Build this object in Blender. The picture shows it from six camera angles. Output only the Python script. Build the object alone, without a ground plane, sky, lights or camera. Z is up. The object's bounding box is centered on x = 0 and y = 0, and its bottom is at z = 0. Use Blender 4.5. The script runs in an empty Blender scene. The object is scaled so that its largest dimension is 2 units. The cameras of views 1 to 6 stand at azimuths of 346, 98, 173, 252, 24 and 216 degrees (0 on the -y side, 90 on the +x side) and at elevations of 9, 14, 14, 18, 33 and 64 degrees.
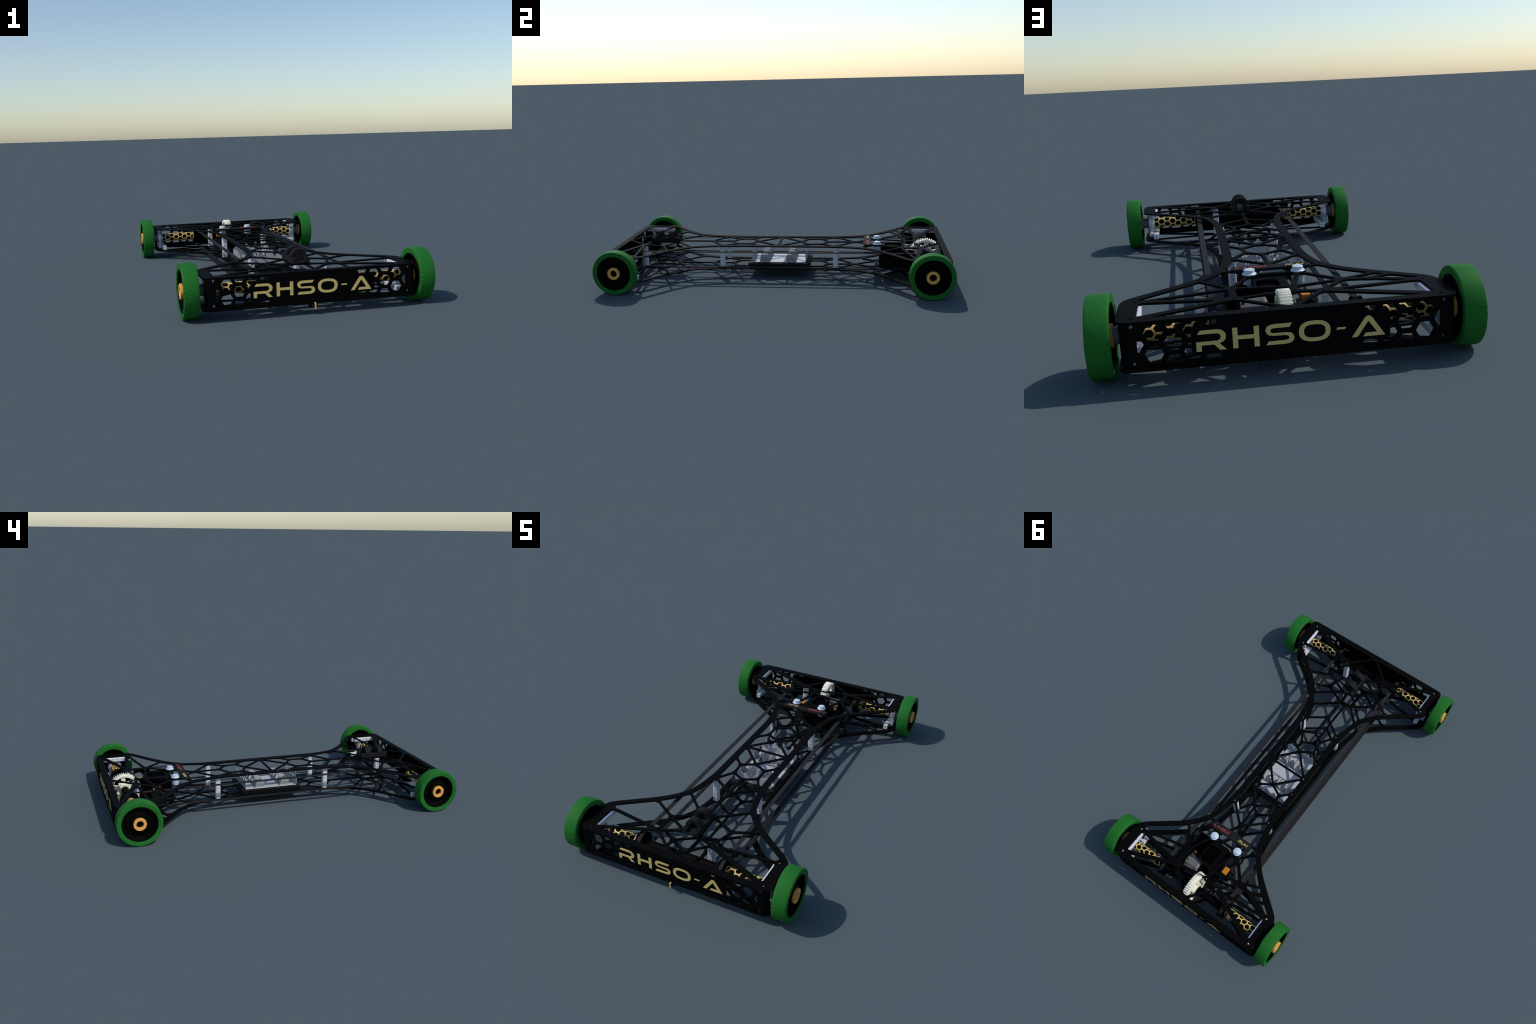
# Low, wide model-car chassis: two skeleton plates cut from the same drawing,
# honeycomb bumper panels, four green wheels, belt drive, motor bay, cell cradle.
import bpy, bmesh, math, random
import numpy as np
from mathutils import Vector, Matrix

random.seed(7)
YC = 0.0035                      # plan centre of the frame
Z_TOP, Z_BOT, T_PL = 0.192, 0.0535, 0.007    # upper faces of the two plates, thickness
AXZ = 0.1225                     # axle height
AXLE_Y = (-0.8755, 0.8775)       # front and rear axle
R_WHEEL = 0.1225

# ------------------------------------------------------------------ materials
def new_mat(name):
    m = bpy.data.materials.new(name)
    m.use_nodes = True
    nt = m.node_tree
    b = nt.nodes["Principled BSDF"]
    return m, nt, b

def grain_mat(name, col, rough=0.5, metal=0.0, var=0.12, scale=60.0, bump=0.0, bump_scale=400.0, spec=0.5, stretch=(1, 1, 1), matt=0.0):
    m, nt, b = new_mat(name)
    N, L = nt.nodes, nt.links
    tc = N.new("ShaderNodeTexCoord")
    mp = N.new("ShaderNodeMapping")
    mp.inputs["Scale"].default_value = stretch
    L.new(tc.outputs["Object"], mp.inputs["Vector"])
    no = N.new("ShaderNodeTexNoise")
    no.inputs["Scale"].default_value = scale
    no.inputs["Detail"].default_value = 4
    L.new(mp.outputs["Vector"], no.inputs["Vector"])
    ra = N.new("ShaderNodeValToRGB")
    lo = [max(0, c * (1 - var)) for c in col]
    hi = [min(1, c * (1 + var)) for c in col]
    ra.color_ramp.elements[0].position, ra.color_ramp.elements[1].position = 0.3, 0.7
    ra.color_ramp.elements[0].color = (*lo, 1)
    ra.color_ramp.elements[1].color = (*hi, 1)
    L.new(no.outputs["Fac"], ra.inputs["Fac"])
    L.new(ra.outputs["Color"], b.inputs["Base Color"])
    b.inputs["Roughness"].default_value = rough
    b.inputs["Metallic"].default_value = metal
    b.inputs["Specular IOR Level"].default_value = spec
    if bump:
        n2 = N.new("ShaderNodeTexNoise")
        n2.inputs["Scale"].default_value = bump_scale
        n2.inputs["Detail"].default_value = 3
        L.new(mp.outputs["Vector"], n2.inputs["Vector"])
        bp = N.new("ShaderNodeBump")
        bp.inputs["Strength"].default_value = bump
        bp.inputs["Distance"].default_value = 0.001
        L.new(n2.outputs["Fac"], bp.inputs["Height"])
        L.new(bp.outputs["Normal"], b.inputs["Normal"])
    if matt:
        df = N.new("ShaderNodeBsdfDiffuse")
        L.new(ra.outputs["Color"], df.inputs["Color"])
        mx = N.new("ShaderNodeMixShader"); mx.inputs[0].default_value = matt
        L.new(b.outputs[0], mx.inputs[1]); L.new(df.outputs[0], mx.inputs[2])
        L.new(mx.outputs[0], N["Material Output"].inputs["Surface"])
    return m

M_PLATE = grain_mat("black_plate_lacquer", (0.0023, 0.0022, 0.0022), rough=0.55, var=0.1, bump=0.03, spec=0.12, matt=0.62)
M_BLACK = grain_mat("black_moulding", (0.0022, 0.0022, 0.0022), rough=0.55, var=0.15, spec=0.08, matt=0.6)
M_DARK = grain_mat("charcoal_print", (0.0125, 0.0125, 0.013), rough=0.65, spec=0.12, matt=0.4, var=0.08, bump=0.06, bump_scale=900)
M_BELT = grain_mat("belt_rubber", (0.0215, 0.021, 0.022), rough=0.7, spec=0.12, matt=0.3, var=0.1)
M_GOLD = grain_mat("sand_gold_paint", (0.70, 0.49, 0.165), rough=0.5, var=0.05)
M_TEXT = grain_mat("gold_lettering", (0.64, 0.49, 0.175), rough=0.6, spec=0.2, var=0.03)
M_BRONZE = grain_mat("bronze_bearing", (0.74, 0.365, 0.086), rough=0.55, spec=0.2, var=0.08, scale=120)
M_ALU = grain_mat("brushed_aluminium", (0.70, 0.71, 0.76), rough=0.4, metal=0.12, var=0.06, scale=90, bump=0.12, bump_scale=260, stretch=(1, 1, 4))
M_CAST = grain_mat("cast_aluminium", (0.60, 0.62, 0.67), rough=0.34, metal=0.35, var=0.08, scale=40, bump=0.05)
M_COLLAR = grain_mat("grey_collar", (0.20, 0.21, 0.25), rough=0.5, var=0.05)
M_GEAR = grain_mat("ivory_nylon", (0.83, 0.81, 0.66), rough=0.5, var=0.04)
M_KNOB = grain_mat("pale_blue_plastic", (0.52, 0.60, 0.70), rough=0.35, var=0.03)
M_CRADLE = grain_mat("white_sheet", (0.47, 0.49, 0.52), rough=0.4, var=0.03, metal=0.1)
M_SADDLE = grain_mat("grey_saddle", (0.38, 0.39, 0.39), rough=0.5, var=0.06, metal=0.05, spec=0.3)
M_MOTOR = grain_mat("motor_steel", (0.17, 0.17, 0.18), rough=0.4, metal=0.3, var=0.06)
M_MOTOR2 = grain_mat("motor_end_bell", (0.17, 0.145, 0.125), rough=0.45, metal=0.2, var=0.08)
M_RED = grain_mat("red_sleeve", (0.36, 0.006, 0.006), rough=0.4, var=0.05)
M_REDTXT = grain_mat("red_lettering", (0.42, 0.035, 0.035), rough=0.5, var=0.03)
M_YELLOW = grain_mat("yellow_sleeve", (0.72, 0.52, 0.02), rough=0.4, var=0.05)
M_ORANGE = grain_mat("orange_connector", (0.54, 0.19, 0.005), rough=0.5, var=0.05)
M_BRASS = grain_mat("brass_tip", (0.34, 0.17, 0.03), rough=0.35, metal=0.4, var=0.05)

def tyre_material():
    """Green polyurethane; bump wedges draw dark shading streaks in from both tread edges."""
    m, nt, b = new_mat("green_polyurethane")
    N, L = nt.nodes, nt.links
    def math_(op, a, c=None, d=None):
        n = N.new("ShaderNodeMath"); n.operation = op
        for i, v in enumerate((a, c, d)):
            if v is None: continue
            if isinstance(v, (int, float)): n.inputs[i].default_value = v
            else: L.new(v, n.inputs[i])
        return n.outputs[0]
    tc = N.new("ShaderNodeTexCoord")
    sp = N.new("ShaderNodeSeparateXYZ")
    L.new(tc.outputs["Object"], sp.inputs[0])
    X, Y, Z = sp.outputs
    ang = math_("ARCTAN2", Z, Y)
    arc = math_("COSINE", math_("MULTIPLY", ang, 2.0))
    arcm = N.new("ShaderNodeMapRange"); arcm.interpolation_type = "SMOOTHSTEP"
    L.new(arc, arcm.inputs[0]); arcm.inputs[1].default_value = 0.25; arcm.inputs[2].default_value = 0.6
    turns = math_("MULTIPLY", ang, 6.2)
    cellid = math_("FLOOR", turns)
    wn = N.new("ShaderNodeTexWhiteNoise"); wn.noise_dimensions = "2D"
    cv = N.new("ShaderNodeCombineXYZ")
    L.new(cellid, cv.inputs[0]); L.new(math_("SIGN", X), cv.inputs[1])
    L.new(cv.outputs[0], wn.inputs["Vector"])
    off = math_("ABSOLUTE", math_("SUBTRACT", math_("FRACT", turns), 0.5))
    inset = math_("SUBTRACT", 0.034, math_("ABSOLUTE", X))
    reach = math_("ADD", 0.008, math_("MULTIPLY", wn.outputs["Value"], 0.020))
    spike = math_("MAXIMUM", math_("SUBTRACT", math_("SUBTRACT", 1.0, math_("MULTIPLY", off, 2.3)), math_("DIVIDE", inset, reach)), 0.0)
    rad = math_("SQRT", math_("ADD", math_("MULTIPLY", Y, Y), math_("MULTIPLY", Z, Z)))
    tread = N.new("ShaderNodeMapRange"); L.new(rad, tread.inputs[0])
    tread.inputs[1].default_value, tread.inputs[2].default_value = R_WHEEL-0.004, R_WHEEL-0.001
    pick = math_("GREATER_THAN", wn.outputs["Value"], 0.3)
    h = math_("MULTIPLY", math_("MULTIPLY", math_("MULTIPLY", spike, pick), tread.outputs[0]), arcm.outputs[0])
    bp = N.new("ShaderNodeBump"); bp.invert = True; bp.inputs["Strength"].default_value = 0.6; bp.inputs["Distance"].default_value = 0.0035
    L.new(h, bp.inputs["Height"])
    n2 = N.new("ShaderNodeTexNoise"); n2.inputs["Scale"].default_value = 25; n2.inputs["Detail"].default_value = 3
    L.new(tc.outputs["Object"], n2.inputs["Vector"])
    ra = N.new("ShaderNodeValToRGB")
    ra.color_ramp.elements[0].position, ra.color_ramp.elements[1].position = 0.3, 0.75
    ra.color_ramp.elements[0].color = (0.0158, 0.130, 0.0188, 1)
    ra.color_ramp.elements[1].color = (0.0188, 0.147, 0.0222, 1)
    L.new(n2.outputs["Fac"], ra.inputs["Fac"])
    L.new(ra.outputs["Color"], b.inputs["Base Color"])
    L.new(bp.outputs["Normal"], b.inputs["Normal"])
    b.inputs["Roughness"].default_value = 0.6
    b.inputs["Specular IOR Level"].default_value = 0.08
    return m
M_TYRE = tyre_material()

# ------------------------------------------------------------------ object helpers
COL = bpy.context.scene.collection
root = bpy.data.objects.new("robot_car_chassis", None)
root["label"] = "black skeleton-frame model car chassis with four green wheels"
root["category"] = "robot car chassis"
COL.objects.link(root)

def add(name, mesh, mat=None, parent=None, loc=None, smooth=None, kind=None):
    if mat is not None and not mesh.materials:
        mesh.materials.append(mat)
    o = bpy.data.objects.new(name, mesh)
    COL.objects.link(o)
    o.parent = parent or root
    if loc is not None:
        o.location = loc
    if smooth is not None:
        for p in mesh.polygons: p.use_smooth = True
        try:
            mesh.set_sharp_from_angle(angle=math.radians(smooth))
        except Exception:
            pass
    if kind: o["kind"] = kind
    return o

def finish(bm, name):
    bmesh.ops.recalc_face_normals(bm, faces=bm.faces)
    me = bpy.data.meshes.new(name)
    bm.to_mesh(me); bm.free()
    return me

def box_into(bm, x0, x1, y0, y1, z0, z1, bevel=0.0, segs=1):
    r = bmesh.ops.create_cube(bm, size=1.0, matrix=Matrix.Translation(((x0+x1)/2, (y0+y1)/2, (z0+z1)/2)) @ Matrix.Diagonal((abs(x1-x0), abs(y1-y0), abs(z1-z0), 1)))
    if bevel:
        vs = set(r["verts"])
        es = [e for e in bm.edges if e.verts[0] in vs and e.verts[1] in vs]
        bmesh.ops.bevel(bm, geom=es, offset=bevel, segments=segs, affect="EDGES", profile=0.5)

def box_mesh(name, *a, **k):
    bm = bmesh.new(); box_into(bm, *a, **k); return finish(bm, name)

AX = {"x": Matrix.Rotation(math.pi/2, 4, "Y"), "y": Matrix.Rotation(-math.pi/2, 4, "X"), "z": Matrix.Identity(4)}
def cyl_into(bm, c, r, h, axis="z", n=32, r2=None):
    bmesh.ops.create_cone(bm, cap_ends=True, segments=n, radius1=r, radius2=r if r2 is None else r2, depth=h, matrix=Matrix.Translation(c) @ AX[axis])

def lathe_into(bm, prof, n=64, axis="z", c=(0, 0, 0), closed=False):
    """Revolve (radius, height) pairs; closed joins last to first (a ring section)."""
    M = Matrix.Translation(c) @ AX[axis]
    rings = []
    for r, h in prof:
        if r < 1e-6:
            rings.append([bm.verts.new(M @ Vector((0, 0, h)))])
        else:
            rings.append([bm.verts.new(M @ Vector((r*math.cos(2*math.pi*i/n), r*math.sin(2*math.pi*i/n), h))) for i in range(n)])
    pairs = list(zip(rings, rings[1:])) + ([(rings[-1], rings[0])] if closed else [])
    for a, b in pairs:
        for i in range(n):
            j = (i+1) % n
            q = [a[i % len(a)], a[j % len(a)], b[j % len(b)], b[i % len(b)]]
            u = []
            for v in q:
                if v not in u: u.append(v)
            if len(u) > 2: bm.faces.new(u)

def lathe(name, prof, **k):
    bm = bmesh.new(); lathe_into(bm, prof, **k); return finish(bm, name)

def boolean_cut(me, cutter_bm):
    """me minus the cutter, evaluated to a plain mesh."""
    a = bpy.data.objects.new("tmp_a", me); COL.objects.link(a)
    cm = finish(cutter_bm, "tmp_cut")
    c = bpy.data.objects.new("tmp_c", cm); COL.objects.link(c)
    md = a.modifiers.new("b", "BOOLEAN"); md.operation = "DIFFERENCE"; md.object = c; md.solver = "EXACT"; md.use_self = True
    dg = bpy.context.evaluated_depsgraph_get(); dg.update()
    out = bpy.data.meshes.new_from_object(a.evaluated_get(dg))
    bpy.data.objects.remove(a); bpy.data.objects.remove(c); bpy.data.meshes.remove(cm)
    return out

# ------------------------------------------------------------------ flat parts from signed distance
def smin(a, b, k):
    h = np.maximum(k - np.abs(a-b), 0) / k
    return np.minimum(a, b) - h*h*k*0.25

class Sheet:
    """A flat cut-out described by distances on a fine grid, then traced to curves."""
    def __init__(s, x0, x1, y0, y1, h):
        s.x = np.arange(x0, x1+h, h); s.y = np.arange(y0, y1+h, h); s.h = h
        s.X, s.Y = np.meshgrid(s.x, s.y)
        s.d = np.full(s.X.shape, 1.0)
    def win(s, x0, x1, y0, y1, m):
        i0, i1 = np.searchsorted(s.x, [x0-m, x1+m]); j0, j1 = np.searchsorted(s.y, [y0-m, y1+m])
        return slice(j0, j1), slice(i0, i1)
    def polygon(s, P):
        X, Y = s.X, s.Y
        d2 = np.full(X.shape, 1e9); inside = np.zeros(X.shape, bool)
        for (ax, ay), (bx, by) in zip(P, P[1:]+P[:1]):
            ex, ey = bx-ax, by-ay
            t = np.clip(((X-ax)*ex + (Y-ay)*ey) / max(ex*ex+ey*ey, 1e-12), 0, 1)
            d2 = np.minimum(d2, (X-ax-t*ex)**2 + (Y-ay-t*ey)**2)
            if abs(ey) > 1e-12:
                c = ((ay > Y) != (by > Y)) & (X < ex*(Y-ay)/ey + ax)
                inside ^= c
        d = np.sqrt(d2)
        return np.where(inside, -d, d)
    def bar(s, a, b, ra, rb=None, k=0.012):
        rb = ra if rb is None else rb
        w = s.win(min(a[0], b[0]), max(a[0], b[0]), min(a[1], b[1]), max(a[1], b[1]), max(ra, rb)+k+0.01)
        X, Y = s.X[w], s.Y[w]
        ex, ey = b[0]-a[0], b[1]-a[1]
        t = np.clip(((X-a[0])*ex + (Y-a[1])*ey) / (ex*ex+ey*ey), 0, 1)
        d = np.hypot(X-a[0]-t*ex, Y-a[1]-t*ey) - (ra + (rb-ra)*t)
        s.d[w] = smin(s.d[w], d, k)
    def disc(s, c, r, k=0.008):
        w = s.win(c[0], c[0], c[1], c[1], r+k+0.01)
        s.d[w] = smin(s.d[w], np.hypot(s.X[w]-c[0], s.Y[w]-c[1]) - r, k)
    def hole(s, c, r):
        w = s.win(c[0], c[0], c[1], c[1], r+0.01)
        s.d[w] = np.maximum(s.d[w], r - np.hypot(s.X[w]-c[0], s.Y[w]-c[1]))
    def loops(s, tol):
        F = s.d.copy(); F[0], F[-1], F[:, 0], F[:, -1] = 1, 1, 1, 1
        F[F == 0] = 1e-9
        S = F < 0
        code = S[:-1, :-1]*1 + S[:-1, 1:]*2 + S[1:, 1:]*4 + S[1:, :-1]*8
        link = {}
        tab = {1: "LB", 2: "BR", 3: "LR", 4: "RT", 6: "BT", 7: "LT", 8: "TL", 9: "TB", 11: "TR", 12: "RL", 13: "RB", 14: "BL", 5: "LBRT", 10: "BRTL"}
        def key(e, j, i):
            return {"B": (0, j, i), "T": (0, j+1, i), "L": (1, j, i), "R": (1, j, i+1)}[e]
        for j, i in zip(*np.nonzero((code > 0) & (code < 15))):
            t = tab[int(code[j, i])]
            for q in range(0, len(t), 2):
                a, b = key(t[q], j, i), key(t[q+1], j, i)
                link.setdefault(a, []).append(b); link.setdefault(b, []).append(a)
        def pos(e):
            o, j, i = e
            if o == 0:
                f0, f1 = F[j, i], F[j, i+1]; u = f0/(f0-f1); return (s.x[i]+u*s.h, s.y[j])
            f0, f1 = F[j, i], F[j+1, i]; u = f0/(f0-f1); return (s.x[i], s.y[j]+u*s.h)
        out, seen = [], set()
        for st in link:
            if st in seen: continue
            path, prev, cur = [], None, st
            while cur not in seen:
                seen.add(cur); path.append(pos(cur))
                nx = [e for e in link[cur] if e != prev]
                prev, cur = cur, (nx[0] if nx else st)
            if len(path) > 6: out.append(simplify(np.array(path), tol))
        return out

def simplify(P, tol):
    n = len(P); far = int(np.argmax(np.sum((P-P[0])**2, 1)))
    keep = {0, far}
    st = [(0, far), (far, n)]
    Q = np.vstack([P, P[:1]])
    while st:
        a, b = st.pop()
        if b-a < 2: continue
        v = Q[b]-Q[a]; L = math.hypot(*v)
        w = Q[a+1:b]-Q[a]
        d = np.abs(w[:, 0]*v[1]-w[:, 1]*v[0])/L if L > 1e-9 else np.hypot(w[:, 0], w[:, 1])
        m = int(np.argmax(d))
        if d[m] > tol:
            c = a+1+m; keep.add(c); st += [(a, c), (c, b)]
    return [tuple(P[i]) for i in sorted(keep)]

def sheet_mesh(name, loops, thick, bevel=0.0006, frame="xy"):
    """Fill outlines (even-odd), extrude to a slab centred on its plane."""
    cu = bpy.data.curves.new(name, "CURVE")
    cu.dimensions = "2D"; cu.fill_mode = "BOTH"
    cu.extrude = thick/2 - bevel; cu.bevel_depth = bevel; cu.bevel_resolution = 1; cu.offset = -bevel
    for lp in loops:
        sp = cu.splines.new("POLY"); sp.points.add(len(lp)-1)
        for p, q in zip(sp.points, lp): p.co = (q[0], q[1], 0, 1)
        sp.use_cyclic_u = True
    o = bpy.data.objects.new("tmp", cu); COL.objects.link(o)
    dg = bpy.context.evaluated_depsgraph_get(); dg.update()
    me = bpy.data.meshes.new_from_object(o.evaluated_get(dg))
    bpy.data.objects.remove(o); bpy.data.curves.remove(cu)
    me.name = name
    me.materials.clear()
    if frame == "xz":            # stands upright, outside face toward -y
        me.transform(Matrix.Rotation(math.pi/2, 4, "X"))
    elif frame == "xz_back":     # outside face toward +y, read from behind
        me.transform(Matrix.Rotation(math.pi, 4, "Z") @ Matrix.Rotation(math.pi/2, 4, "X"))
    elif frame == "yz":
        me.transform(Matrix(((0, 0, 1, 0), (1, 0, 0, 0), (0, 1, 0, 0), (0, 0, 0, 1))))
    return me

def chaikin(P, n=2):
    for _ in range(n):
        Q = []
        for a, b in zip(P, P[1:]+P[:1]):
            Q += [(a[0]*.75+b[0]*.25, a[1]*.75+b[1]*.25), (a[0]*.25+b[0]*.75, a[1]*.25+b[1]*.75)]
        P = Q
    return P

# ------------------------------------------------------------------ skeleton plate
# quarter outline: half width against distance from the centre
quarter = [(0.1485, 0.0), (0.1485, 0.15), (0.1485, 0.27), (0.1515, 0.330), (0.158, 0.388), (0.166, 0.432), (0.180, 0.492),
           (0.210, 0.540), (0.253, 0.589), (0.299, 0.630), (0.372, 0.686), (0.452, 0.746), (0.476, 0.772), (0.4845, 0.806),
           (0.4845, 0.870), (0.4845, 0.934), (0.4835, 0.962), (0.470, 0.982), (0.446, 0.9855), (0.30, 0.9855), (0.0, 0.9855)]
def outline():
    q = quarter
    P = [(x, YC-v) for x, v in q] + [(-x, YC-v) for x, v in q[::-1][1:]]
    P += [(-x, YC+v) for x, v in q[1:]] + [(x, YC+v) for x, v in q[::-1][1:-1]]
    return chaikin(P, 2)

NODE = dict(
    # front half
    fl1=(-.440, -.9516), fl2=(-.440, -.7915), fr1=(.441, -.9516), fr2=(.441, -.7915),
    a=(-.2735, -.641), b=(-.149, -.723), c=(-.1495, -.8345), d=(-.004, -.960), e=(.121, -.8205),
    f=(.2735, -.641), h=(.158, -.695), l=(.178, -.517), q=(-.172, -.508), n=(0, -.425),
    mA=(-.040, -.785), mB=(.040, -.795), mC=(.031, -.633), mD=(-.034, -.643), mM=(0, -.640),
    # waist
    L1=(-.1205, -.339), R1=(.1205, -.338), L5=(-.1205, .3455), R5=(.1205, .346),
    L2=(-.1215, -.1165), L3=(-.1215, .0045), L4=(-.1215, .1245), R2=(.1208, -.117), R3=(.1208, .0035), R4=(.1208, .124),
    w=(-.062, -.252), x=(-.0685, -.172), y=(0, -.293), z=(.002, -.131), a2=(.069, -.170), i2=(.070, -.2515),
    b2=(.004, .138), c2=(-.068, .175), e2=(-.070, .2555), f2=(.004, .303), h2=(.0627, .257), d2=(.071, .1805), g2=(0, .457),
    # rear half
    rl1=(.441, .9585), rl2=(.441, .798), rr1=(-.4405, .9595), rr2=(-.440, .798),
    A=(.250, .610), B=(.149, .730), C=(.149, .841), K1=(.079, .591), K2=(-.0815, .591),
    P1=(.1245, .519), P2=(-.1255, .518), V1=(.178, .517), V2=(-.178, .517),
    D=(-.0395, .8115), D2=(-.0385, .7615), E=(-.120, .827), G=(-.200, .726), S=(-.004, .972), bend=(.045, .820),
    H=(-.326, .672), I=(-.362, .704), J=(-.2825, .739), )
T1, T2 = 0.0064, 0.0075
STRUT = [
    ("fl2", "c", .0085), ("c", "fl1", .0085), ("c", "d", .0065), ("d", "e", .0058), ("e", "fr1", .0125), ("e", "fr2", .0075),
    ("e", "h", T1), ("h", "f", T1), ("h", "mC", T1), ("l", "mC", T1), ("e", "mB", T1), ("c", "mA", T1), ("b", "mA", T1), ("b", "mD", T1),
    ("b", "c", .0075), ("a", "b", T1), ("q", "mD", T1), ("mM", "n", T1), ("mA", "mB", .008), ("mB", "mC", .008), ("mC", "mD", .008), ("mD", "mA", .008),
    ("n", "L1", T1), ("n", "R1", T1), ("n", "y", T1), ("y", "w", T1), ("y", "i2", T1), ("i2", "R1", T1), ("i2", "a2", T1), ("a2", "R2", T1),
    ("w", "L1", T1), ("w", "x", T1), ("x", "L2", T1), ("x", "z", T1), ("z", "a2", T1), ("z", "L3", T1), ("z", "R3", T1), ("L3", "R3", T1),
    ("L3", "b2", T1), ("b2", "R3", T1), ("b2", "c2", T1), ("b2", "d2", T1), ("c2", "L4", T1), ("c2", "e2", T1), ("e2", "f2", T1), ("e2", "L5", T1),
    ("d2", "R4", T1), ("d2", "h2", T1), ("h2", "f2", T1), ("h2", "R5", T1), ("f2", "g2", .0066), ("g2", "L5", T1), ("g2", "R5", T1), ("g2", "K1", .0066), ("g2", "K2", .0066),
    ("K1", "P1", T1), ("P1", "V1", T1), ("K2", "P2", T1), ("P2", "V2", T1), ("K1", "K2", .0072),
    ("K1", "B", .007), ("K2", "G", T2), ("K2", "D2", T2), ("A", "B", T1), ("B", "rl2", T2), ("C", "rl2", .011), ("C", "rl1", .012), ("B", "C", .012),
    ("B", "D2", T1), ("C", "bend", .0065), ("bend", "D", T1), ("D", "D2", .010), ("D", "E", .0085), ("D2", "G", .0068), ("E", "G", T2), ("C", "S", .0068), ("E", "S", .0075),
    ("E", "rr1", .0135), ("E", "rr2", .0085), ("G", "J", .0095), ("J", "rr2", .0095), ("G", "H", T2), ("J", "I", T2),
    # broad side rails
    ("fl1", "fl2", .013), ("fr1", "fr2", .013), ("rl1", "rl2", .013), ("rr1", "rr2", .013),
]
SCREW = ["fl1", "fl2", "fr1", "fr2", "rl1", "rl2", "rr1", "rr2", "e", "E", "L1", "R1", "L5", "R5"]
BOSS = ["a", "b", "c", "f", "L2", "L3", "L4", "R2", "R3", "R4", "A", "B", "C", "D", "D2", "P1", "P2"]
POSTS = ["e", "E", "L1", "R1", "L5", "R5"]

def plate_loops():
    s = Sheet(-0.50, 0.50, -0.995, 1.002, 0.0015)
    do = s.polygon(outline())
    V = np.abs(s.Y-YC)
    rim_w = 0.0295 + 0.004*np.clip((0.42-V)/0.05, 0, 1) + 0.004*np.clip((V-0.90)/0.05, 0, 1) + 0.022*np.clip((np.abs(s.X)-0.455)/0.02, 0, 1)*np.clip((V-0.76)/0.04, 0, 1)
    s.d = -(do + rim_w)
    for p, q, r in STRUT:
        s.bar(NODE[p], NODE[q], r)
    for p in BOSS: s.disc(NODE[p], 0.0125)
    for p in SCREW: s.disc(NODE[p], 0.0165 if p in POSTS else 0.020)
    for p in ("K1", "K2"): s.disc(NODE[p], 0.0278)
    s.disc(NODE["d"], 0.016)
    s.d = np.maximum(s.d, do)
    for p in BOSS: s.hole(NODE[p], 0.0042)
    for p in SCREW: s.hole(NODE[p], 0.0055)
    for p in ((0.012, -.942), (-.012, -.955)): s.hole(p, 0.0035)
    for p in ("K1", "K2"): s.hole(NODE[p], 0.0192)
    return s.loops(0.00012)

PL = plate_loops()
plate_me = sheet_mesh("skeleton_plate", PL, T_PL)
add("top_plate", plate_me, M_PLATE, loc=(0, 0, Z_TOP-T_PL/2))
add("bottom_plate", plate_me, M_PLATE, loc=(0, 0, Z_BOT-T_PL/2))

# ------------------------------------------------------------------ honeycomb bumper panels
def panel_loops():
    z0, z1 = Z_BOT, Z_TOP-T_PL
    s = Sheet(-0.46, 0.46, z0-0.01, z1+0.01, 0.0008)
    X, Z = s.X, s.Y
    d = np.maximum(np.abs(X)-0.4525, np.abs(Z-(z0+z1)/2)-(z1-z0)/2)
    PX, PZ, HF = 0.05365, 0.0615, 0.0236          # column pitch, row pitch, half flat-to-flat of an opening
    cut = np.full(X.shape, 1.0)
    for side in (-1, 1):
        for i in range(-1, 4):
            for j in range(-2, 3):
                if i == -1 and j != 0: continue
                cx = side*(0.3825-i*PX); cz = 0.1262 + (j+0.5)*PZ if i % 2 == 0 else 0.1262 + j*PZ
                ax, az = np.abs(X-cx), np.abs(Z-cz)
                hx = np.maximum(az, 0.866*ax+0.5*az) - HF
                if i == 3 and j == 0: continue
                cut = np.minimum(cut, hx)
    window = np.maximum(np.maximum(np.abs(X)-0.4285, np.abs(Z-0.1250)-0.0555), 0.195-np.abs(X))
    logo = np.hypot(np.maximum(np.abs(X)-0.268, 0), np.maximum(np.abs(Z-0.1245)-0.0295, 0)) - 0.012
    opening = np.maximum(np.maximum(cut, window), -logo)
    d = np.maximum(d, -(opening+0.0002))
    s.d = d
    for sx in (-1, 1):
        for zz in (0.0712, 0.1782): s.hole((sx*0.4405, zz), 0.0062)
    return s.loops(0.00012)
PNL = panel_loops()

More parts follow.
